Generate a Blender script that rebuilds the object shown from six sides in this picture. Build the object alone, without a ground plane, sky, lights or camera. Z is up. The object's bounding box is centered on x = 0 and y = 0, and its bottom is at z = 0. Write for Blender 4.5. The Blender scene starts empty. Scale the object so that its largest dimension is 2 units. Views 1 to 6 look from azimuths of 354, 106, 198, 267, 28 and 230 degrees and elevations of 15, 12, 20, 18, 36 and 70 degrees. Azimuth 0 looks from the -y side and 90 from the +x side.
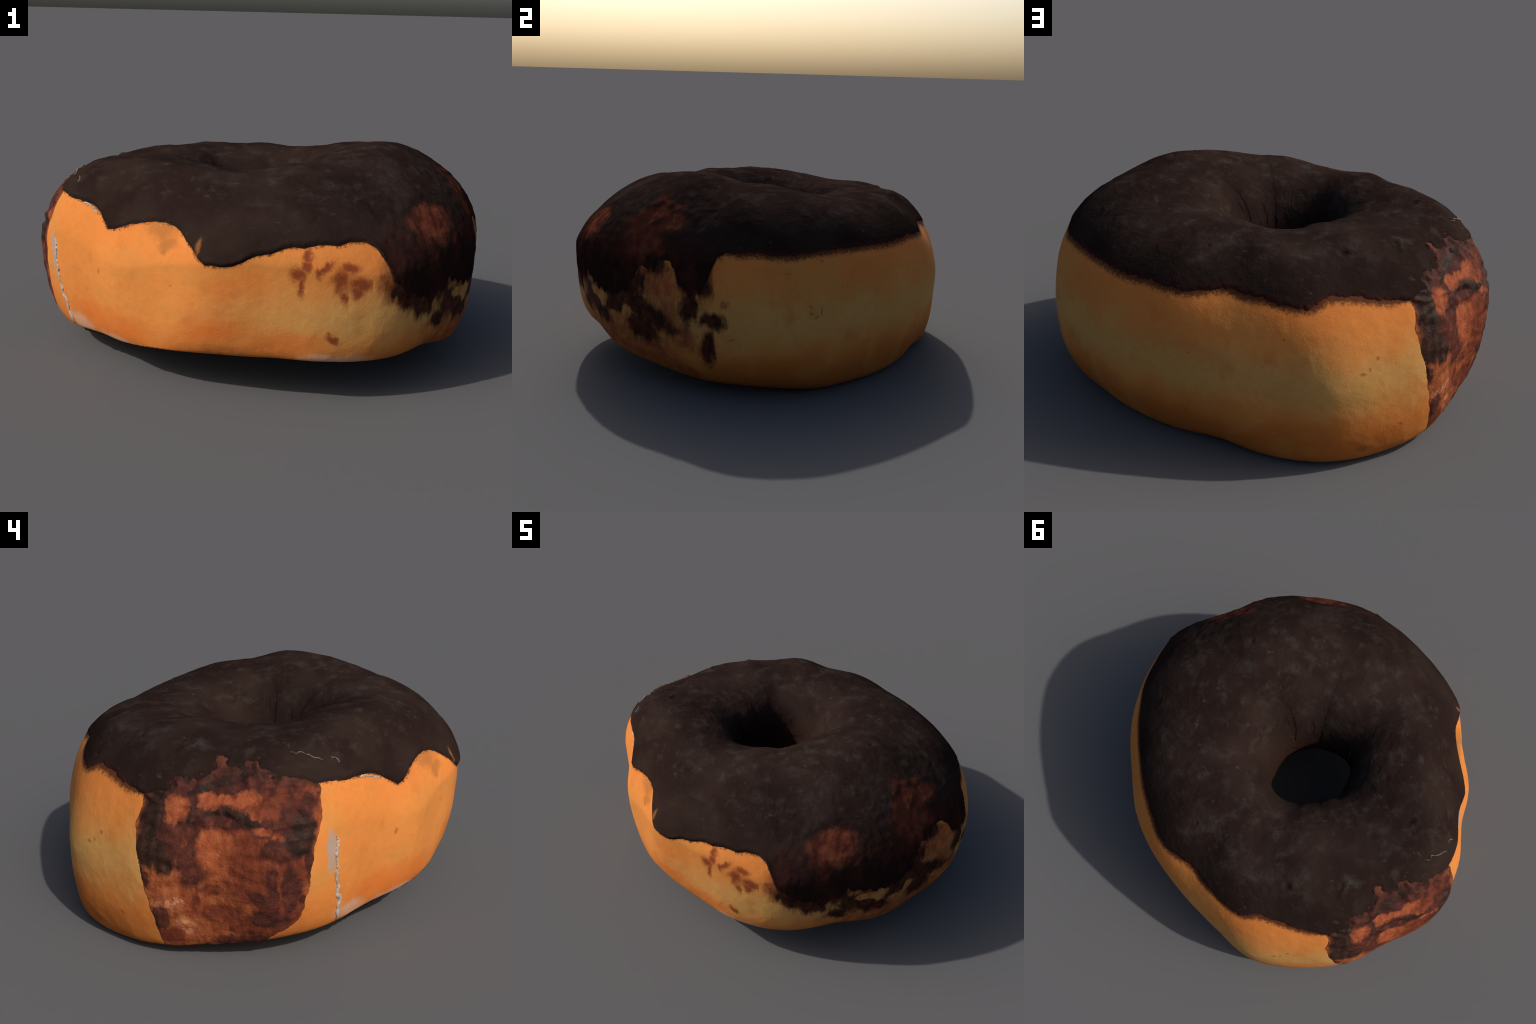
"""A ring doughnut, tilted slightly, with dark chocolate icing that runs over the edge,
a ragged smear of chocolate on one flank and a torn, chocolate-stained kissing mark on another."""
import bpy
import math
import numpy as np

# ------------------------------------------------------------------ the ring
CX, CY = -0.07, 0.03            # axis of the hole
K = 0.9                         # metres per radian round the flank ("arc" = angle * K)

# Cross-sections at equal steps round the ring, from -y towards +x.  Each one:
# outer radius, its height | crest radius, its height | hole radius, its height |
# foot radius, its height | fullness of the outer-top, outer-foot, hole-top and hole-foot quarters
STATIONS = [
    (0.893, 0.562, 0.513, 0.837, 0.208, 0.554, 0.826, 0.184, 1.66, 2.08, 2.67, 2.27),
    (0.947, 0.529, 0.553, 0.862, 0.194, 0.542, 0.900, 0.180, 1.65, 2.22, 2.57, 2.27),
    (1.007, 0.527, 0.566, 0.873, 0.186, 0.523, 0.920, 0.163, 1.50, 2.32, 2.47, 2.28),
    (1.012, 0.553, 0.581, 0.897, 0.179, 0.509, 0.884, 0.148, 1.50, 2.50, 2.42, 2.28),
    (1.024, 0.546, 0.595, 0.919, 0.178, 0.496, 0.897, 0.107, 1.57, 2.67, 2.38, 2.28),
    (1.018, 0.462, 0.608, 0.919, 0.180, 0.477, 0.874, 0.071, 1.81, 2.69, 2.35, 2.28),
    (1.067, 0.455, 0.538, 0.883, 0.180, 0.454, 0.840, 0.037, 2.05, 2.55, 2.35, 2.29),
    (1.042, 0.374, 0.499, 0.874, 0.179, 0.435, 0.796, 0.016, 2.19, 2.41, 2.38, 2.29),
    (0.989, 0.315, 0.483, 0.845, 0.178, 0.448, 0.784, -0.002, 2.21, 2.30, 2.47, 2.30),
    (0.915, 0.378, 0.461, 0.822, 0.183, 0.474, 0.757, -0.002, 2.19, 2.12, 2.60, 2.30),
    (0.890, 0.422, 0.435, 0.810, 0.192, 0.500, 0.723, -0.005, 2.01, 1.99, 2.75, 2.30),
    (0.864, 0.487, 0.454, 0.816, 0.200, 0.527, 0.703, -0.004, 1.94, 1.95, 2.91, 2.30),
    (0.853, 0.440, 0.502, 0.808, 0.205, 0.550, 0.702, 0.010, 1.75, 2.04, 3.07, 2.30),
    (0.863, 0.376, 0.593, 0.806, 0.201, 0.568, 0.782, 0.006, 1.75, 2.26, 3.20, 2.30),
    (0.917, 0.320, 0.552, 0.802, 0.197, 0.573, 0.841, 0.009, 1.71, 2.43, 3.28, 2.30),
    (0.912, 0.275, 0.526, 0.813, 0.188, 0.580, 0.846, 0.012, 1.92, 2.38, 3.36, 2.30),
    (0.914, 0.307, 0.529, 0.807, 0.184, 0.573, 0.859, 0.036, 2.07, 2.22, 3.40, 2.30),
    (0.896, 0.380, 0.544, 0.806, 0.178, 0.555, 0.839, 0.064, 1.97, 2.03, 3.43, 2.30),
    (0.928, 0.447, 0.596, 0.821, 0.197, 0.479, 0.820, 0.082, 1.76, 1.91, 3.39, 2.80),
    (0.876, 0.525, 0.630, 0.834, 0.197, 0.391, 0.796, 0.104, 1.77, 1.82, 3.31, 3.50),
    (0.808, 0.513, 0.557, 0.850, 0.196, 0.343, 0.751, 0.126, 1.70, 1.75, 3.15, 3.50),
    (0.827, 0.474, 0.518, 0.849, 0.209, 0.440, 0.768, 0.145, 1.50, 1.74, 3.04, 3.20),
    (0.816, 0.515, 0.530, 0.852, 0.232, 0.499, 0.787, 0.166, 1.50, 1.83, 2.89, 2.28),
    (0.870, 0.558, 0.511, 0.834, 0.227, 0.537, 0.783, 0.175, 1.56, 1.93, 2.77, 2.27),
]

# Lower edge of the icing: (degrees round the ring, height)
ICING_EDGE = [
    (0, .606), (3, .623), (5.5, .633), (8, .630), (10.5, .638), (13, .640), (16, .635), (19, .645),
    (22.5, .645), (24.6, .622), (26, .575), (27.5, .50), (30, .445), (34, .425), (38, .405), (42, .40),
    (45, .42), (47, .455), (50, .43), (54, .405), (59, .40), (63, .40), (67, .42), (69.5, .50), (72, .57),
    (74, .565), (75.5, .535), (77, .565), (79.5, .625), (82, .57), (84, .49), (87, .465), (89.5, .48),
    (91.3, .54), (93, .63), (95, .652), (98, .648), (102, .652), (107, .640), (111, .635), (115, .642),
    (119, .645), (124, .649), (130, .648), (136, .649), (142, .647), (148, .646), (153, .650), (158, .661),
    (165, .658), (172, .654), (178, .672), (182, .680), (187, .666), (193, .662), (197, .650), (201, .638),
    (205, .636), (208, .65), (210.5, .668), (215, .668), (220, .658), (225, .645), (230, .636), (234.5, .623),
    (239, .648), (243, .680), (248, .710), (255, .739), (263, .752), (268, .742), (271, .720), (275, .710),
    (280, .698), (286, .696), (292, .687), (298, .678), (301, .670), (303.5, .655), (306, .633), (309.5, .608),
    (312, .614), (315, .628), (318.5, .645), (322, .658), (326, .668), (330, .674), (333, .668), (335.5, .655),
    (338, .625), (340, .607), (342, .572), (344, .553), (348, .550), (351, .556), (353.5, .576), (356, .597),
    (358, .604),
]
# The kissing mark: left and right borders as (height, degrees)
MARK_LEFT = [(-.1, 243), (.08, 241), (.22, 239), (.29, 237.8), (.37, 235.8), (.45, 234.5), (.53, 234.2), (.62, 234.8), (.9, 236)]
MARK_RIGHT = [(-.1, 262), (.06, 265), (.11, 268.8), (.18, 275), (.28, 277.2), (.39, 278.2), (.49, 278.8), (.565, 280.2), (.68, 281), (.9, 281)]

# Patches on the flank, as ellipses: (arc, height, half length, half width, tilt in degrees)
THIN_ICING = [
    (0.685, 0.675, 0.079, 0.043, 7), (0.707, 0.713, 0.060, 0.019, 0), (1.094, 0.757, 0.066, 0.038, 24),
    (1.184, 0.739, 0.054, 0.030, 42), (1.073, 0.680, 0.063, 0.051, -20), (1.080, 0.612, 0.045, 0.029, -39),
    (1.112, 0.653, 0.080, 0.046, 0), (1.142, 0.782, 0.048, 0.024, -33), (1.233, 0.741, 0.042, 0.027, -16)]
SMEAR_DARK = [
    (0.748, 0.358, 0.060, 0.042, -74), (0.872, 0.300, 0.061, 0.033, -28), (0.944, 0.369, 0.066, 0.043, -41),
    (1.120, 0.362, 0.077, 0.040, -42), (0.631, 0.448, 0.126, 0.039, -26), (0.498, 0.438, 0.068, 0.041, -35),
    (0.598, 0.384, 0.033, 0.026, -74), (1.374, 0.566, 0.083, 0.056, -81), (1.368, 0.410, 0.057, 0.030, 79),
    (1.465, 0.367, 0.037, 0.028, -6), (1.440, 0.244, 0.061, 0.018, 85), (1.185, 0.573, 0.047, 0.037, 4),
    (1.240, 0.624, 0.047, 0.023, 35), (1.048, 0.467, 0.078, 0.068, 53), (0.978, 0.360, 0.071, 0.045, 22),
    (1.100, 0.373, 0.052, 0.034, 18), (1.196, 0.336, 0.083, 0.034, -28), (1.123, 0.270, 0.071, 0.040, -17),
    (0.816, 0.370, 0.043, 0.042, 6), (0.478, 0.421, 0.045, 0.015, -67), (0.554, 0.380, 0.041, 0.020, -70),
    (0.632, 0.363, 0.033, 0.017, -65), (0.702, 0.291, 0.042, 0.027, -51), (0.820, 0.318, 0.065, 0.030, -42),
    (0.612, 0.471, 0.126, 0.068, -19)]
SMEAR_BROWN = [
    (1.229, 0.366, 0.068, 0.055, 55), (1.345, 0.270, 0.048, 0.037, 57), (1.375, 0.246, 0.030, 0.015, 82),
    (1.501, 0.439, 0.014, 0.011, 4), (1.521, 0.288, 0.014, 0.004, 18), (1.410, 0.234, 0.025, 0.015, 79),
    (1.228, 0.168, 0.061, 0.027, -32), (1.302, 0.126, 0.075, 0.029, -23), (1.414, 0.524, 0.061, 0.029, -85),
    (0.418, 0.501, 0.057, 0.030, 88), (0.444, 0.541, 0.038, 0.021, 88), (0.522, 0.419, 0.068, 0.030, -15),
    (0.90, 0.22, 0.20, 0.055, 10), (1.12, 0.17, 0.16, 0.05, -8), (1.19, 0.50, 0.12, 0.06, -5), (1.10, 0.56, 0.05, 0.04, 0)]
SMEAR_BARE = [
    (0.828, 0.377, 0.050, 0.022, -8), (0.878, 0.417, 0.029, 0.016, -52), (0.740, 0.489, 0.041, 0.009, 80),
    (0.968, 0.284, 0.038, 0.024, -28), (0.893, 0.370, 0.041, 0.030, -89), (1.042, 0.317, 0.039, 0.026, 67),
    (1.010, 0.240, 0.057, 0.033, 35)]
SPLASHES = [
    (0.137, 0.598, 0.019, 0.010, 81), (0.128, 0.562, 0.014, 0.012, 9), (0.097, 0.534, 0.020, 0.018, -67),
    (0.114, 0.488, 0.026, 0.007, -89), (0.194, 0.558, 0.025, 0.008, 37), (0.175, 0.538, 0.014, 0.010, 88),
    (0.247, 0.511, 0.034, 0.018, -88), (0.277, 0.555, 0.023, 0.012, -1), (0.318, 0.495, 0.036, 0.016, -13),
    (0.303, 0.469, 0.021, 0.016, -72), (0.259, 0.441, 0.018, 0.009, -86), (0.231, 0.281, 0.018, 0.009, -35)]
SPECKS = [
    (-2.164, 0.451, 0.010, 0.008, -31), (-2.201, 0.414, 0.011, 0.006, -84), (-2.230, 0.402, 0.016, 0.007, -13),
    (-2.534, 0.528, 0.006, 0.005, 16), (2.735, 0.435, 0.006, 0.005, 43), (-2.050, 0.156, 0.016, 0.007, -27),
    (-2.200, 0.077, 0.043, 0.018, -6), (1.725, 0.566, 0.016, 0.004, -2), (1.821, 0.396, 0.007, 0.006, -52),
    (1.845, 0.379, 0.013, 0.005, 25), (1.864, 0.407, 0.021, 0.005, -90), (1.816, 0.426, 0.008, 0.007, -58),
    (1.874, 0.607, 0.009, 0.007, 0), (1.987, 0.494, 0.008, 0.003, 88), (1.517, 0.288, 0.013, 0.004, 17),
    (-0.835, 0.431, 0.015, 0.009, 79), (-0.410, 0.446, 0.010, 0.003, 12)]
FLOUR = [(-1.205, 0.463, 0.055, 0.018, -87), (-1.174, 0.446, 0.024, 0.005, -89), (-1.203, 0.394, 0.035, 0.014, -84)]
FLOUR_FOOT = [(-0.731, 0.140, 0.20, 0.032, 2), (-1.066, 0.150, 0.114, 0.045, -9), (0.25, 0.19, 0.16, 0.03, 0)]
SCORCH = [(-0.485, 0.645, 0.095, 0.040, 5), (-0.440, 0.600, 0.050, 0.030, 9), (-0.452, 0.575, 0.020, 0.016, 9)]
REDDER = [(-0.235, 0.290, 0.139, 0.050, 9), (0.078, 0.254, 0.170, 0.060, 2), (-0.80, 0.22, 0.30, 0.07, 0)]
MARK_BLACK = [
    (-1.905, 0.560, 0.090, 0.044, 85), (-1.907, 0.439, 0.060, 0.058, -71), (-1.845, 0.401, 0.041, 0.036, 41),
    (-1.572, 0.601, 0.054, 0.017, -10), (-1.512, 0.578, 0.044, 0.013, 1), (-1.701, 0.671, 0.060, 0.014, 19),
    (-1.597, 0.707, 0.088, 0.013, 14), (-1.315, 0.552, 0.052, 0.039, 89), (-1.336, 0.500, 0.051, 0.037, -14),
    (-1.648, 0.598, 0.045, 0.010, 13), (-1.745, 0.585, 0.030, 0.010, 60), (-1.875, 0.625, 0.05, 0.016, 55)]
MARK_PLUM = [
    (-1.773, 0.549, 0.079, 0.036, 18), (-1.736, 0.509, 0.040, 0.033, -88), (-1.729, 0.371, 0.054, 0.042, 81),
    (-1.746, 0.425, 0.050, 0.044, 34), (-1.429, 0.341, 0.089, 0.018, -86), (-1.465, 0.278, 0.056, 0.022, -29),
    (-1.364, 0.328, 0.083, 0.035, -88), (-1.373, 0.269, 0.035, 0.027, -70), (-1.314, 0.275, 0.025, 0.018, -58),
    (-1.287, 0.643, 0.030, 0.024, -2), (-1.401, 0.479, 0.063, 0.042, -7), (-1.865, 0.171, 0.048, 0.031, 81),
    (-1.447, 0.201, 0.062, 0.037, -13), (-1.513, 0.671, 0.093, 0.019, 6), (-1.457, 0.549, 0.042, 0.025, 6),
    (-1.298, 0.415, 0.057, 0.020, -88), (-1.924, 0.338, 0.038, 0.018, -71), (-1.653, 0.558, 0.060, 0.020, 6),
    (-1.66, 0.690, 0.24, 0.045, 8), (-1.62, 0.575, 0.22, 0.022, -3), (-1.84, 0.52, 0.07, 0.11, 0), (-1.34, 0.56, 0.06, 0.10, 0),
    (-1.74, 0.62, 0.018, 0.05, -20), (-1.60, 0.665, 0.020, 0.04, 15), (-1.50, 0.09, 0.16, 0.03, 0)]
MARK_BROWN = [
    (-1.512, 0.475, 0.082, 0.073, 53), (-1.535, 0.403, 0.051, 0.042, 17), (-1.657, 0.313, 0.051, 0.019, 11),
    (-1.495, 0.172, 0.141, 0.046, -5), (-1.820, 0.105, 0.057, 0.028, 17), (-1.371, 0.628, 0.121, 0.067, 1),
    (-1.677, 0.378, 0.031, 0.023, 18), (-1.610, 0.217, 0.093, 0.034, 6), (-1.469, 0.383, 0.066, 0.062, 18),
    (-1.360, 0.395, 0.064, 0.053, -65), (-1.719, 0.254, 0.042, 0.015, 86), (-1.58, 0.665, 0.30, 0.055, 0), (-1.62, 0.56, 0.26, 0.03, 0),
    (-1.50, 0.33, 0.10, 0.06, 0), (-1.38, 0.22, 0.12, 0.05, 0)]
MARK_BARE = [
    (-1.817, 0.596, 0.056, 0.039, 7), (-1.677, 0.635, 0.044, 0.021, -3), (-1.528, 0.650, 0.046, 0.022, 6),
    (-1.649, 0.475, 0.072, 0.055, 66), (-1.466, 0.549, 0.031, 0.016, -4), (-1.607, 0.643, 0.033, 0.016, 6)]
MARK_PALE = [(-1.854, 0.241, 0.050, 0.020, 13), (-1.793, 0.242, 0.035, 0.029, 38), (-1.764, 0.153, 0.043, 0.029, -33)]

# Icing relief: pits (x, y, z, radius, depth) and raised lips (polyline, half width, height)
PITS = [
    (-0.573, -0.404, 0.791, 0.020, 0.010), (-0.350, -0.647, 0.759, 0.014, 0.008), (0.103, -0.784, 0.722, 0.012, 0.004),
    (0.536, -0.138, 0.910, 0.016, 0.010), (0.038, 0.640, 0.783, 0.010, 0.006), (-0.467, 0.520, 0.790, 0.022, 0.010),
    (-0.630, 0.330, 0.785, 0.020, 0.007), (-0.40, -0.17, 0.82, 0.02, 0.006), (-0.628, -0.100, 0.842, 0.022, 0.007),
    (-0.556, 0.075, 0.83, 0.025, 0.007), (-0.71, 0.19, 0.79, 0.03, 0.006), (-0.628, -0.387, 0.769, 0.010, 0.008)]
LIPS = [
    ([(-0.49, 0.575, 0.77), (-0.485, 0.548, 0.785), (-0.50, 0.50, 0.79)], 0.010, 0.008),
    ([(-0.665, 0.365, 0.765), (-0.655, 0.338, 0.778), (-0.645, 0.30, 0.79)], 0.010, 0.007),
    ([(-0.802, -0.044, 0.784), (-0.813, -0.094, 0.776), (-0.823, -0.147, 0.761)], 0.007, 0.006),
    ([(-0.584, -0.36, 0.80), (-0.60, -0.38, 0.79), (-0.635, -0.39, 0.765)], 0.006, 0.004),
    ([(-0.37, -0.12, 0.83), (-0.335, -0.25, 0.845), (-0.30, -0.30, 0.85)], 0.012, 0.0022),
    ([(-0.65, -0.13, 0.835), (-0.645, -0.09, 0.84), (-0.62, -0.05, 0.845)], 0.010, 0.006),
    ([(-0.60, 0.05, 0.82), (-0.57, 0.07, 0.825), (-0.55, 0.11, 0.83)], 0.012, 0.005),
]


# ------------------------------------------------------------------ small maths
def noise3(p, scale, seed=0):
    """Gradient noise in [-1, 1] on an (n, 3) array."""
    p = p * scale + seed * 17.31
    i = np.floor(p).astype(np.int64)
    f = p - i
    u = f * f * f * (f * (f * 6 - 15) + 10)
    total = 0.0
    for dx in (0, 1):
        for dy in (0, 1):
            for dz in (0, 1):
                h = ((i[:, 0] + dx) * 73856093) ^ ((i[:, 1] + dy) * 19349663) ^ ((i[:, 2] + dz) * 83492791)
                h = (h ^ (h >> 13)) * 1274126177 & 0x7FFFFFFF
                a = (h & 1023) * (2 * math.pi / 1024)
                c = ((h >> 10) & 1023) / 511.5 - 1
                s = np.sqrt(np.maximum(0, 1 - c * c))
                dot = np.cos(a) * s * (f[:, 0] - dx) + np.sin(a) * s * (f[:, 1] - dy) + c * (f[:, 2] - dz)
                w = (u[:, 0] if dx else 1 - u[:, 0]) * (u[:, 1] if dy else 1 - u[:, 1]) * (u[:, 2] if dz else 1 - u[:, 2])
                total = total + w * dot
    return total * 1.5


def smooth(a, b, x):
    t = np.clip((x - a) / (b - a), 0, 1)
    return t * t * (3 - 2 * t)


def ellipses(items, arc, z):
    """How far inside the nearest ellipse (1 at a centre, 0 on the rim, negative outside)."""
    best = np.full(arc.shape, -9.0)
    for s, h, a, b, tilt in items:
        c, n = math.cos(math.radians(tilt)), math.sin(math.radians(tilt))
        x, y = arc - s, z - h
        best = np.maximum(best, 1 - np.hypot((x * c + y * n) / a, (-x * n + y * c) / b))
    return best


NF, NT = 1080, 400


def ring_surface():
    """Loft of the cross-sections: points (NF, NT, 3) with even spacing along each profile, and outer mask."""
    st = np.array(STATIONS)
    n = len(st)
    x = np.arange(NF) / NF * n
    k, f = x.astype(int), (x % 1)[:, None]
    w = (-.5 * f + f * f - .5 * f ** 3, 1 - 2.5 * f * f + 1.5 * f ** 3, .5 * f + 2 * f * f - 1.5 * f ** 3, -.5 * f * f + .5 * f ** 3)
    sec = sum(w[j] * st[(k - 1 + j) % n] for j in range(4))
    q = np.linspace(0, math.pi / 2, 160, endpoint=False)
    c, s = np.cos(q), np.sin(q)
    pts, crest = np.empty((NF, NT, 3)), np.empty((NF, NT))
    for i in range(NF):
        Ro, zo, Rt, zt, Ri, zi, Rb, zb, ot, of, ht, hf = sec[i]
        R = np.r_[Rt + (Ro - Rt) * c ** (2 / ot), Rt + (Ri - Rt) * s ** (2 / ht), Rb + (Ri - Rb) * c ** (2 / hf), Rb + (Ro - Rb) * s ** (2 / of)]
        Z = np.r_[zo + (zt - zo) * s ** (2 / ot), zi + (zt - zi) * c ** (2 / ht), zi + (zb - zi) * s ** (2 / hf), zo + (zb - zo) * c ** (2 / of)]
        R, Z = np.r_[R, R[0]], np.maximum(np.r_[Z, Z[0]], 0)
        L = np.r_[0, np.cumsum(np.hypot(np.diff(R), np.diff(Z)))]
        u = np.linspace(0, L[-1], NT, endpoint=False)
        R, Z = np.interp(u, L, R), np.interp(u, L, Z)
        a = i / NF * 2 * math.pi
        pts[i] = np.stack([CX + R * math.sin(a), CY - R * math.cos(a), Z], -1)
        crest[i] = R - np.where(Z > 0.45, Rt, Rb)
    return pts, crest


def grid_normals(p):
    n = np.cross(np.roll(p, -1, 0) - np.roll(p, 1, 0), np.roll(p, -1, 1) - np.roll(p, 1, 1))
    n /= np.maximum(np.linalg.norm(n, axis=-1, keepdims=True), 1e-9)
    return n


P, SIDE = ring_surface()
N = grid_normals(P)
if np.sum(N[:, :, 2] * (P[:, :, 2] > 0.75)) < 0:
    N = -N
pos, nor, side = P.reshape(-1, 3), N.reshape(-1, 3), SIDE.ravel()
ang = np.arctan2(pos[:, 0] - CX, -(pos[:, 1] - CY))
deg = np.degrees(ang) % 360
arc = ang * K
z = pos[:, 2]

edge_x = np.array([e[0] for e in ICING_EDGE], float)
edge_y = np.array([e[1] for e in ICING_EDGE])


def icing_edge(d):
    return np.interp(d % 360, np.r_[edge_x - 360, edge_x, edge_x + 360], np.tile(edge_y, 3))


ragged = smooth(25, 29, deg) * (1 - smooth(88, 93, deg))          # the smeared flank
torn = smooth(236, 242, deg) * (1 - smooth(272, 280, deg))        # above the kissing mark
fuzzy = smooth(92, 97, deg) * (1 - smooth(228, 234, deg))         # the rear edge
wob = noise3(pos, 9, 1) * .004 + noise3(pos, 30, 2) * .0025 + ragged * (noise3(pos * [1, 1, .45], 22, 3) * .040 + noise3(pos * [1, 1, .6], 60, 4) * .016) + torn * (noise3(pos * [1, 1, 2.2], 13, 30) * .050 + noise3(pos, 42, 31) * .020) + fuzzy * (noise3(pos, 80, 5) * .006 + noise3(pos, 28, 25) * .006)
rise = np.maximum(np.abs(nor[:, 2]) * 0.4 + np.sqrt(np.maximum(0, 1 - nor[:, 2] ** 2)), .35)
inside = z - icing_edge(deg) + wob
inside_hole = z - 0.10 + noise3(pos, 8, 6) * .02
icing_in = np.where(side > 0, np.where(z > 0.3, inside, -1.0), inside_hole)

mark_l = np.interp(z, [m[0] for m in MARK_LEFT], [m[1] for m in MARK_LEFT])
mark_r = np.interp(z, [m[0] for m in MARK_RIGHT], [m[1] for m in MARK_RIGHT])
d2m = math.radians(1) * 0.9
mark_wob = noise3(pos, 12, 7) * .013 + noise3(pos, 40, 8) * .006
mark_in = np.minimum(np.minimum((deg - mark_l) * d2m, (mark_r - deg) * d2m), np.minimum(icing_edge(deg) + .012 + .055 * torn - z, z - .01)) + mark_wob
mark_in = np.where((side > 0) & (deg > 225) & (deg < 292), mark_in, -1.0)

# --- heights over the fitted skin
lump = noise3(pos, 3.5, 9) * .003 + noise3(pos, 9, 10) * .0016
dough_h = -.002 + lump * .8 + noise3(pos, 26, 11) * .0007 + noise3(pos * [1, 1, .7], 12, 33) * .0012 - .012 * smooth(.012, .05, icing_in) - .008 * smooth(.002, .016, mark_in)

front = 1 - fuzzy * .8
body = -.002 + (1 - .6 * np.maximum(ragged, torn)) * .0045 * smooth(0, .010, icing_in) + front * (1 - .9 * np.maximum(ragged, torn)) * .0045 * np.exp(-((icing_in - .016) / .010) ** 2)
wrinkle = np.abs(noise3(pos * [1, 1, 1.4], 11, 12))
top = smooth(.02, .12, icing_in)
ice_h = body + lump * .6 + top * ((.12 - np.minimum(wrinkle, .12)) * .010 + noise3(pos * [1, 1, 1.6], 15, 13) * .0022 + noise3(pos, 50, 14) * .0004)
ice_h = np.where(icing_in < 0, np.maximum(-.002 + icing_in * .6, -.010), ice_h)
for x, y, h, r, depth in PITS:
    d = np.linalg.norm((pos - [x, y, h]) * [1, 1, .8], axis=1)
    ice_h = ice_h - depth * np.exp(-(d / (r * .7)) ** 2) + depth * .12 * np.exp(-((d - r * 1.3) / (r * .5)) ** 2)
for line, half, height in LIPS:
    best = np.full(len(pos), 9.0)
    for a, b in zip(line[:-1], line[1:]):
        a, b = np.array(a), np.array(b)
        t = np.clip(((pos - a) @ (b - a)) / ((b - a) @ (b - a)), 0, 1)
        best = np.minimum(best, np.linalg.norm(pos - a - t[:, None] * (b - a), axis=1))
    best = best + noise3(pos, 40, 15) * .006
    ice_h = ice_h + height * np.exp(-(best / half) ** 2)
thin = smooth(-.1, .3, ellipses(THIN_ICING, arc + noise3(pos, 25, 16) * .012, z + noise3(pos, 25, 17) * .012))
ice_h = ice_h - thin * .003 + ragged * smooth(.15, .3, side) * top * noise3(pos * [1, 1, .45], 30, 18) * .003

black = smooth(-.1, .5, ellipses(MARK_BLACK, arc + noise3(pos, 30, 19) * .012, z + noise3(pos, 30, 20) * .012))
plum = smooth(-.1, .5, ellipses(MARK_PLUM, arc, z))
bare = smooth(-.1, .4, ellipses(MARK_BARE, arc, z))
mark_h = .002 * smooth(0, .01, mark_in) + -.002 + black * .0035 + plum * .0015 - bare * .003 + (.25 - np.abs(noise3(pos * [1, 1, 2.4], 9, 35))) * (.005 + .027 * smooth(.48, .62, z)) + noise3(pos * [1, 1, 1.5], 15, 21) * .0035 + noise3(pos * [1, 1, .6], 42, 22) * .0025
mark_h = np.maximum(mark_h, -.004)
mark_h = np.where(mark_in < 0, np.maximum(mark_in * .6, -.008), mark_h * smooth(0, .008, mark_in) + lump * .8) - .014 * smooth(-.001, .008, icing_in)


# ------------------------------------------------------------------ meshes
def build_mesh(name, height, keep, parent, material):
    co = pos + nor * height[:, None]
    co[:, 2] = np.maximum(co[:, 2], 0)
    i = np.arange(NF)[:, None]
    j = np.arange(NT)[None]
    quad = np.stack([i * NT + j, ((i + 1) % NF) * NT + j, ((i + 1) % NF) * NT + (j + 1) % NT, i * NT + (j + 1) % NT], -1).reshape(-1, 4)
    quad = quad[keep[quad].any(1)]
    a, b, c = co[quad[:, 0]], co[quad[:, 1]], co[quad[:, 2]]
    if np.sum(np.cross(b - a, c - a) * nor[quad[:, 0]]) < 0:
        quad = quad[:, ::-1]
    used, quad = np.unique(quad, return_inverse=True)
    quad = quad.reshape(-1, 4)
    me = bpy.data.meshes.new(name)
    me.vertices.add(len(used))
    me.vertices.foreach_set("co", co[used].astype(np.float32).ravel())
    me.loops.add(quad.size)
    me.loops.foreach_set("vertex_index", quad.astype(np.int32).ravel())
    me.polygons.add(len(quad))
    me.polygons.foreach_set("loop_start", np.arange(0, quad.size, 4, dtype=np.int32))
    me.update(calc_edges=True)
    me.validate()
    me.shade_smooth()
    me.materials.append(material)
    o = bpy.data.objects.new(name, me)
    bpy.context.scene.collection.objects.link(o)
    o.parent = parent
    return o


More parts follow.
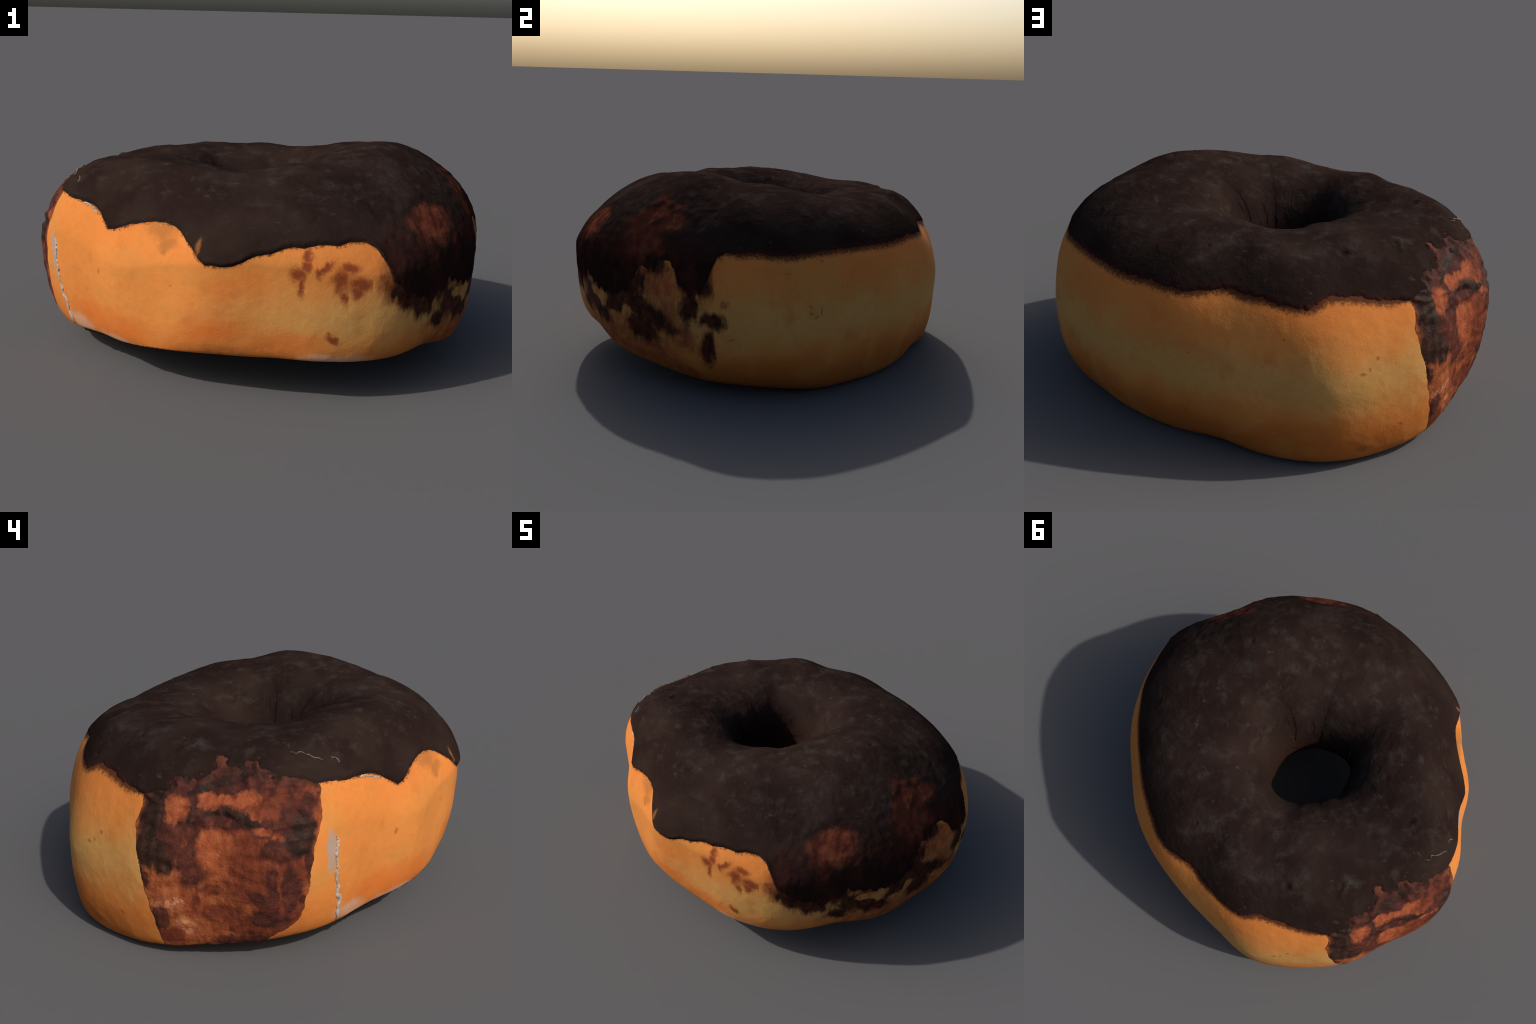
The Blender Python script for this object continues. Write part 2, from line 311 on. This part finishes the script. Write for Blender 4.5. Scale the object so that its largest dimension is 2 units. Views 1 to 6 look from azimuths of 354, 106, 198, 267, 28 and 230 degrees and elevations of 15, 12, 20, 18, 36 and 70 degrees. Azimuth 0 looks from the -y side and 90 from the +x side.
# ------------------------------------------------------------------ materials
class Nodes:
    def __init__(self, name):
        self.mat = bpy.data.materials.new(name)
        self.mat.use_nodes = True
        self.t = self.mat.node_tree
        self.bsdf = self.t.nodes["Principled BSDF"]
        tc = self.t.nodes.new("ShaderNodeTexCoord")
        self.obj = tc.outputs["Object"]
        sep = self.t.nodes.new("ShaderNodeSeparateXYZ")
        self.t.links.new(self.obj, sep.inputs[0])
        self.x, self.y, self.z = sep.outputs
        dx = self.math("SUBTRACT", self.x, CX)
        dy = self.math("SUBTRACT", CY, self.y)
        self.ang = self.math("ARCTAN2", dx, dy)
        self.rad = self.math("SQRT", self.math("ADD", self.math("MULTIPLY", dx, dx), self.math("MULTIPLY", dy, dy)))
        self.arc = self.math("MULTIPLY", self.ang, K)
        c = self.t.nodes.new("ShaderNodeCombineXYZ")
        self.put(c.inputs[0], self.arc)
        self.put(c.inputs[1], self.z)
        self.flank = c.outputs[0]

    def put(self, sock, v):
        if isinstance(v, bpy.types.NodeSocket):
            self.t.links.new(v, sock)
        else:
            sock.default_value = v

    def math(self, op, a, b=None, c=None, clamp=False):
        n = self.t.nodes.new("ShaderNodeMath")
        n.operation, n.use_clamp = op, clamp
        for s, v in zip(n.inputs, (a, b, c)):
            if v is not None:
                self.put(s, v)
        return n.outputs[0]

    def noise(self, scale, detail=3, rough=.55, vec=None, stretch=None, colour=False, distort=0):
        vec = vec or self.obj
        if stretch:
            m = self.t.nodes.new("ShaderNodeMapping")
            m.inputs["Scale"].default_value = stretch
            self.put(m.inputs[0], vec)
            vec = m.outputs[0]
        n = self.t.nodes.new("ShaderNodeTexNoise")
        n.inputs["Scale"].default_value, n.inputs["Detail"].default_value = scale, detail
        n.inputs["Roughness"].default_value, n.inputs["Distortion"].default_value = rough, distort
        self.put(n.inputs["Vector"], vec)
        return n.outputs["Color" if colour else "Fac"]

    def ramp(self, v, a, b, lo=0.0, hi=1.0):
        n = self.t.nodes.new("ShaderNodeMapRange")
        n.interpolation_type = "SMOOTHSTEP"
        self.put(n.inputs[0], v)
        for k, q in zip((1, 2, 3, 4), (a, b, lo, hi)):
            self.put(n.inputs[k], q)
        return n.outputs[0]

    def mix(self, f, a, b, mode="MIX"):
        n = self.t.nodes.new("ShaderNodeMix")
        n.data_type, n.blend_type = "RGBA", mode
        self.put(n.inputs[0], f)
        for s, v in ((n.inputs[6], a), (n.inputs[7], b)):
            self.put(s, (*v, 1.0) if isinstance(v, tuple) else v)
        return n.outputs[2]

    def warped(self, *layers):
        """Flank coordinates pushed about by noise: layers of (scale, amount, stretch)."""
        v = self.flank
        for scale, amount, stretch in layers:
            col = self.noise(scale, 3, .6, stretch=stretch, colour=True)
            sub = self.t.nodes.new("ShaderNodeVectorMath")
            sub.operation = "SUBTRACT"
            self.put(sub.inputs[0], col)
            sub.inputs[1].default_value = (.5, .5, .5)
            n = self.t.nodes.new("ShaderNodeVectorMath")
            n.operation = "MULTIPLY_ADD"
            self.put(n.inputs[0], sub.outputs[0])
            n.inputs[1].default_value = (amount, amount, 0)
            self.put(n.inputs[2], v)
            v = n.outputs[0]
        return v

    def patches(self, items, vec, grain=0.0, scale=40, stretch=(1, 1, .5)):
        """Smallest normalised distance to a set of ellipses (below 1 is inside), roughened by grain."""
        best = None
        for s, h, a, b, tilt in items:
            m = self.t.nodes.new("ShaderNodeMapping")
            m.vector_type = "TEXTURE"
            m.inputs["Location"].default_value = (s, h, 0)
            m.inputs["Rotation"].default_value = (0, 0, math.radians(tilt))
            m.inputs["Scale"].default_value = (a, b, 1)
            self.put(m.inputs[0], vec)
            n = self.t.nodes.new("ShaderNodeVectorMath")
            n.operation = "LENGTH"
            self.put(n.inputs[0], m.outputs[0])
            d = n.outputs["Value"]
            best = d if best is None else self.math("MINIMUM", best, d)
        if grain:
            g = self.math("SUBTRACT", self.noise(scale, 4, .65, stretch=stretch), .5)
            best = self.math("MULTIPLY_ADD", g, grain, best)
        return best

    def edge_height(self):
        """Height of the icing edge at this angle, from four quarter-turn curves."""
        d = self.math("MODULO", self.math("ADD", self.math("DIVIDE", self.ang, math.pi / 2), 4.0), 4.0)
        total = None
        for k in range(4):
            x = self.math("SUBTRACT", d, float(k), clamp=True)
            n = self.t.nodes.new("ShaderNodeFloatCurve")
            self.put(n.inputs["Value"], x)
            cur = n.mapping.curves[0]
            inner = [(e - 90 * k, h) for e, h in ICING_EDGE if 90 * k < e < 90 * (k + 1)]
            knots = [(0, float(icing_edge(90 * k)))] + inner + [(90, float(icing_edge(90 * (k + 1))))]
            cur.points[0].location = (0, knots[0][1])
            cur.points[1].location = (1, knots[-1][1])
            for e, h in knots[1:-1]:
                cur.points.new(e / 90, h)
            for p in cur.points:
                p.handle_type = "VECTOR"
            n.mapping.update()
            v = n.outputs[0] if k == 0 else self.math("SUBTRACT", n.outputs[0], knots[0][1])
            total = v if total is None else self.math("ADD", total, v)
        return total

    def bump(self, h, strength, dist):
        n = self.t.nodes.new("ShaderNodeBump")
        n.inputs["Strength"].default_value, n.inputs["Distance"].default_value = strength, dist
        self.put(n.inputs["Height"], h)
        self.put(self.bsdf.inputs["Normal"], n.outputs[0])


def dough_material(smeared):
    m = Nodes("smeared_dough" if smeared else "fried_dough")
    n1, n2, n3 = m.noise(2.2, 3), m.noise(7, 4), m.noise(34, 4, .6)
    col = m.mix(m.ramp(n1, .35, .65), (.54, .168, .036), (.58, .200, .045))
    # pale belt half way up, where the dough floated clear of the fat
    away = m.math("COSINE", m.math("SUBTRACT", m.ang, math.radians(308)))
    belt_z = m.math("ADD", m.math("SUBTRACT", m.z, .36), m.math("MULTIPLY", m.math("SUBTRACT", n2, .5), .22))
    belt = m.math("EXPONENT", m.math("MULTIPLY", m.math("POWER", m.math("ABSOLUTE", m.math("DIVIDE", belt_z, .115)), 2.0), -1.0))
    belt = m.math("MULTIPLY", belt, m.ramp(away, .35, .95, .85, .12))
    col = m.mix(belt, col, (.51, .285, .088))
    # browned foot
    foot = m.ramp(m.math("ADD", m.z, m.math("MULTIPLY", m.math("SUBTRACT", n2, .5), .18)), .27, .10)
    col = m.mix(m.math("MULTIPLY", foot, m.ramp(away, -.3, .9, .85, .45)), col, (.36, .105, .022))
    col = m.mix(m.ramp(m.noise(4.5, 3, .5, stretch=(1, 1, 1.4)), .50, .68, 0, .35), col, (.43, .215, .055))
    col = m.mix(m.ramp(m.noise(6, 4, .6), .56, .74, 0, .45), col, (.40, .120, .026))
    soft = m.warped((9, .06, None))
    col = m.mix(m.ramp(m.patches(REDDER, soft), 1.3, .3, 0, .6), col, (.55, .130, .024))
    col = m.mix(m.ramp(m.patches(SCORCH, soft, 1.0, 30), 1.4, .4, 0, .65), col, (.27, .105, .030))
    col = m.mix(m.ramp(m.patches(FLOUR_FOOT, soft), 1.3, .3, 0, .45), col, (.55, .42, .34))
    # blotches and fine grain
    col = m.mix(m.ramp(n3, .45, .8, 0, .25), col, (.40, .135, .030))
    col = m.mix(m.ramp(m.noise(60, 2, stretch=(1, 1, .5)), .66, .8, 0, .18), col, (.75, .48, .24))
    # chocolate: soft fringe under the icing, the smear, splashes and specks
    depth = m.math("SUBTRACT", m.edge_height(), m.z)
    depth = m.math("ADD", depth, m.math("MULTIPLY", m.math("SUBTRACT", m.noise(90, 3, .65), .5), .045))
    rear = m.ramp(m.math("COSINE", m.math("SUBTRACT", m.ang, math.radians(163))), .30, .45)
    fringe = m.ramp(depth, m.ramp(rear, 0, 1, .012, .034), m.ramp(rear, 0, 1, -.004, .007))
    outer = m.ramp(m.rad, .50, .60)
    high = m.ramp(m.z, .30, .36)
    col = m.mix(m.math("MULTIPLY", m.math("MULTIPLY", fringe, outer), m.math("MULTIPLY", high, .9)), col, (.036, .0115, .0090))
    if smeared:
        w = m.warped((11, .045, (1, 1, .6)), (38, .024, (1, 1, .5)))
        brown = m.ramp(m.patches(SMEAR_BROWN, w, 1.6), 1.9, .6)
        wash = m.ramp(m.patches([(.98, .35, .52, .25, -8)], w, .9, 22), 1.12, .6)
        col = m.mix(m.math("MULTIPLY", wash, m.ramp(m.noise(16, 5, .65, stretch=(1, 1, .5)), .40, .66, .2, .8)), col, (.19, .055, .022))
        col = m.mix(m.math("MULTIPLY", brown, m.ramp(m.noise(24, 3), .3, .6, .35, .8)), col, (.20, .050, .022))
        dark = m.ramp(m.patches(SMEAR_DARK, w, 2.4, 30), 2.0, .85)
        bare = m.ramp(m.patches(SMEAR_BARE, w, .8), 1.3, .8)
        dark = m.math("MULTIPLY", dark, m.math("SUBTRACT", 1.0, m.math("MULTIPLY", bare, .85)))
        col = m.mix(m.math("MULTIPLY", dark, .97), col, m.mix(m.ramp(m.noise(26, 3), .4, .62), (.017, .0072, .0062), (.058, .0145, .0090)))
    else:
        w2 = m.warped((20, .040, None), (55, .020, None))
        col = m.mix(m.ramp(m.patches(SPLASHES, w2, 1.6, 50), 2.4, .5, 0, .9), col, (.18, .034, .015))
        w3 = m.warped((60, .010, None))
        col = m.mix(m.ramp(m.patches(SPECKS, w3), 1.3, .5, 0, .6), col, (.22, .075, .020))
        col = m.mix(m.ramp(m.patches(FLOUR, w3, 1.0, 50), 1.6, .5, 0, .85), col, (.29, .265, .235))
    m.put(m.bsdf.inputs["Base Color"], col)
    m.bsdf.inputs["Roughness"].default_value = .72
    m.bsdf.inputs["Specular IOR Level"].default_value = .05
    m.bump(m.math("ADD", m.noise(40, 4), m.math("MULTIPLY", m.noise(160, 2), .3)), .25, .006)
    return m.mat


def icing_material():
    m = Nodes("chocolate_icing")
    col = m.mix(m.ramp(m.noise(5, 3), .35, .65), (.0168, .0099, .0083), (.0240, .0148, .0120))
    painted_sheen = m.math("MULTIPLY", m.ramp(m.noise(13, 6, .68, stretch=(1, 1, 1.6)), .47, .76), m.ramp(m.z, .66, .80))  # greyish patches on the upper face: baked highlights painted into the icing colour
    col = m.mix(m.math("MULTIPLY", painted_sheen, .62), col, (.046, .038, .033))
    painted_glint = m.ramp(m.noise(24, 4, .6, stretch=(1, 1, 2.2), distort=.4), .62, .78)  # pale streaks put glossy glints into the colour of the matte icing
    col = m.mix(m.math("MULTIPLY", painted_glint, .45), col, (.075, .064, .055))
    hole = m.math("MULTIPLY", m.ramp(m.rad, .34, .22), m.ramp(m.z, .72, .50))
    col = m.mix(hole, col, (.030, .0155, .0115))
    # thin, reddish places on the smeared flank and a plum-black run below them
    w = m.warped((12, .045, None), (40, .020, (1, 1, .5)))
    a = m.math("MULTIPLY", m.ramp(m.arc, .36, .50), m.ramp(m.arc, 1.52, 1.44))
    outer = m.ramp(m.rad, .55, .62)
    low = m.math("MULTIPLY", m.math("MULTIPLY", a, m.ramp(m.z, .72, .60)), outer)
    col = m.mix(m.math("MULTIPLY", low, .8), col, m.mix(m.ramp(m.noise(9, 5, .65, stretch=(1, 1, .6)), .42, .66), (.0165, .0078, .0070), (.048, .0135, .0100)))
    red = m.math("MULTIPLY", m.ramp(m.patches(THIN_ICING, w, 2.4, 20), 2.0, .5), outer)
    col = m.mix(m.math("MULTIPLY", red, .88), col, m.mix(m.ramp(m.noise(20, 3), .35, .65), (.085, .021, .013), (.125, .037, .019)))
    tail = m.ramp(m.patches([(-.285, .615, .012, .030, -12)], w), 1.4, .3)
    col = m.mix(m.math("MULTIPLY", tail, .6), col, (.28, .105, .03))
    # plum rim at the rear edge
    d = m.math("ADD", m.math("SUBTRACT", m.z, m.edge_height()), m.math("MULTIPLY", m.math("SUBTRACT", m.noise(90, 3), .5), .03))
    rear = m.ramp(m.math("COSINE", m.math("SUBTRACT", m.ang, math.radians(163))), .30, .45)
    rim = m.math("MULTIPLY", m.math("MULTIPLY", m.ramp(d, .022, .0), rear), outer)
    col = m.mix(m.math("MULTIPLY", rim, .7), col, (.055, .015, .012))
    m.put(m.bsdf.inputs["Base Color"], col)
    m.put(m.bsdf.inputs["Roughness"], m.ramp(m.noise(9, 4), .3, .7, .7, .9))
    m.bsdf.inputs["Specular IOR Level"].default_value = .0
    m.bump(m.math("ADD", m.noise(30, 5, .6), m.math("MULTIPLY", m.noise(110, 3), .25)), .6, .008)
    return m.mat


def mark_material():
    m = Nodes("torn_crust")
    w = m.warped((10, .035, None), (36, .026, (1, 1, .7)))
    n = m.noise(28, 5, .65)
    col = m.mix(m.ramp(n, .3, .7), (.21, .052, .020), (.30, .088, .031))
    col = m.mix(m.ramp(m.noise(30, 4, .6, stretch=(1, 1, .22)), .48, .68, 0, .7), col, (.15, .032, .015))
    brown = m.ramp(m.patches(MARK_BROWN, w, 1.2), 1.6, .7)
    col = m.mix(m.math("MULTIPLY", brown, .85), col, m.mix(m.ramp(m.noise(40, 4), .35, .65), (.080, .019, .011), (.135, .031, .016)))
    plum = m.ramp(m.patches(MARK_PLUM, w, 1.2), 1.45, .85)
    col = m.mix(m.math("MULTIPLY", plum, .9), col, m.mix(m.ramp(n, .4, .65), (.034, .0125, .0110), (.075, .022, .0165)))
    bare = m.ramp(m.patches(MARK_BARE, w, 1.3), 1.45, .7)
    col = m.mix(m.math("MULTIPLY", bare, .9), col, m.mix(m.ramp(n, .35, .65), (.23, .055, .023), (.31, .086, .033)))
    black = m.ramp(m.patches(MARK_BLACK, w, 1.2), 1.45, .9)
    col = m.mix(m.math("MULTIPLY", black, .95), col, m.mix(m.ramp(n, .45, .7), (.022, .0125, .0095), (.052, .024, .0165)))
    pale = m.ramp(m.patches(MARK_PALE, w, 1.0), 1.4, .6)
    col = m.mix(m.math("MULTIPLY", pale, m.ramp(n, .45, .6, .1, .6)), col, (.60, .27, .14))
    drop = m.math("SUBTRACT", m.edge_height(), m.z)
    drop = m.math("ADD", drop, m.math("MULTIPLY", m.math("SUBTRACT", m.noise(16, 4, .6, stretch=(1, 1, 2)), .5), .14))
    fringe = m.ramp(drop, .050, .005)
    col = m.mix(m.math("MULTIPLY", fringe, .85), col, m.mix(m.ramp(n, .4, .6), (.022, .012, .0095), (.062, .021, .015)))
    m.put(m.bsdf.inputs["Base Color"], col)
    m.put(m.bsdf.inputs["Roughness"], m.ramp(black, 0, 1, .70, .50))
    m.bsdf.inputs["Specular IOR Level"].default_value = .06
    m.bump(m.math("ADD", m.noise(36, 5, .65), m.math("MULTIPLY", m.noise(120, 3), .4)), .6, .010)
    return m.mat


def flake_material(name, low, high):
    m = Nodes(name)
    m.put(m.bsdf.inputs["Base Color"], m.mix(m.ramp(m.noise(50, 3), .35, .65), low, high))
    m.bsdf.inputs["Roughness"].default_value = .7
    return m.mat


# ------------------------------------------------------------------ assembly
doughnut = bpy.data.objects.new("chocolate_doughnut", None)
bpy.context.scene.collection.objects.link(doughnut)
doughnut["label"] = "ring doughnut with dark chocolate icing and a torn smeared side"
doughnut["category"] = "doughnut"

dough = build_mesh("dough", dough_h, np.ones(len(pos), bool), doughnut, dough_material(False))
# the faces of the smeared flank take the same dough with the smear over it
dough.data.materials.append(dough_material(True))
first = np.empty(len(dough.data.loops), np.int32)
dough.data.loops.foreach_get("vertex_index", first)
first = first[::4]
dough.data.polygons.foreach_set("material_index", ((deg[first] > 22.6) & (deg[first] < 100) & (side[first] > 0)).astype(np.int32))
build_mesh("icing", ice_h, icing_in > -.008, doughnut, icing_material())
build_mesh("torn_crust", mark_h, mark_in > -.006, doughnut, mark_material())


# shreds of dried sugar stuck to the flank: thin curled ribbons along a line of (arc, height)
def skin_point(s, h):
    a = (s / K) % (2 * math.pi)
    i = int(round(a / (2 * math.pi) * NF)) % NF
    sel = np.where(SIDE[i] > 0)[0]
    j = sel[np.argmin(np.abs(P[i, sel, 2] - h))]
    return P[i, j] + N[i, j] * dough_h[i * NT + j], N[i, j]


def icing_point(x, y):
    k = np.argmin((pos[:, 0] - x) ** 2 + (pos[:, 1] - y) ** 2 + (z < .6) * 9)
    return pos[k] + nor[k] * ice_h[k], nor[k]


def ribbon(name, line, half, parent, material, seed, skin_point=skin_point):
    rng = np.random.default_rng(seed)
    line = np.array(line)
    t = np.linspace(0, len(line) - 1, 60)
    s, h = np.interp(t, np.arange(len(line)), line[:, 0]), np.interp(t, np.arange(len(line)), line[:, 1])
    s = s + np.interp(np.arange(60), np.arange(0, 61, 4), rng.normal(0, .0025, 16))
    wide = np.interp(np.arange(60), np.arange(0, 61, 4), .5 + .9 * rng.random(16))
    lifted = np.interp(np.arange(60), np.arange(0, 61, 4), .003 + .003 * rng.random(16))
    skin = [skin_point(a, b) for a, b in zip(s, h)]
    mid, up = np.array([p for p, _ in skin]), np.array([n for _, n in skin])
    for _ in range(2):
        mid[1:-1] = (mid[:-2] + 2 * mid[1:-1] + mid[2:]) / 4
    rows = []
    for k in range(60):
        taper = half * min(1, (k + .5) / 6, (60 - k - .5) / 6) * wide[k]
        c, n = mid[k], up[k]
        d = mid[min(k + 1, 59)] - mid[max(k - 1, 0)]
        d /= max(np.linalg.norm(d), 1e-6)
        side_dir = np.cross(n, d)
        lift = lifted[k]
        rows.append([c - side_dir * taper - n * .004, c - side_dir * taper * .6 + n * lift * .6, c + n * lift, c + side_dir * taper * .7 + n * lift * .5, c + side_dir * taper - n * .004])
    v = np.array(rows).reshape(-1, 3)
    f = [(k * 5 + j, (k + 1) * 5 + j, (k + 1) * 5 + j + 1, k * 5 + j + 1) for k in range(59) for j in range(4)]
    f += [(k * 5 + 4, (k + 1) * 5 + 4, (k + 1) * 5, k * 5) for k in range(59)] + [(0, 1, 2, 3, 4), (299, 298, 297, 296, 295)]
    me = bpy.data.meshes.new(name)
    me.from_pydata(v.tolist(), [], f)
    me.update()
    me.shade_smooth()
    me.materials.append(material)
    o = bpy.data.objects.new(name, me)
    bpy.context.scene.collection.objects.link(o)
    o.parent = parent


flake = flake_material("dried_sugar", (.24, .20, .16), (.44, .39, .34))
crack = flake_material("cracked_icing", (.06, .048, .040), (.17, .145, .12))
ribbon("sugar_flake", [(-1.170, .371), (-1.177, .329), (-1.163, .286), (-1.165, .251), (-1.148, .226), (-1.150, .177), (-1.143, .121)], .010, doughnut, flake, 3)
ribbon("sugar_flake", [(-1.180, .500), (-1.174, .46), (-1.182, .41), (-1.172, .365)], .006, doughnut, flake, 4)
ribbon("sugar_flake", [(-1.03, .681), (-.985, .675), (-.940, .664), (-.905, .650)], .005, doughnut, flake, 5)
ribbon("icing_crack", [(-.800, -.036), (-.806, -.060), (-.803, -.075), (-.815, -.094), (-.818, -.120), (-.826, -.147)], .0026, doughnut, crack, 6, icing_point)
ribbon("icing_crack", [(-.805, -.182), (-.800, -.200), (-.806, -.215)], .0022, doughnut, crack, 7, icing_point)
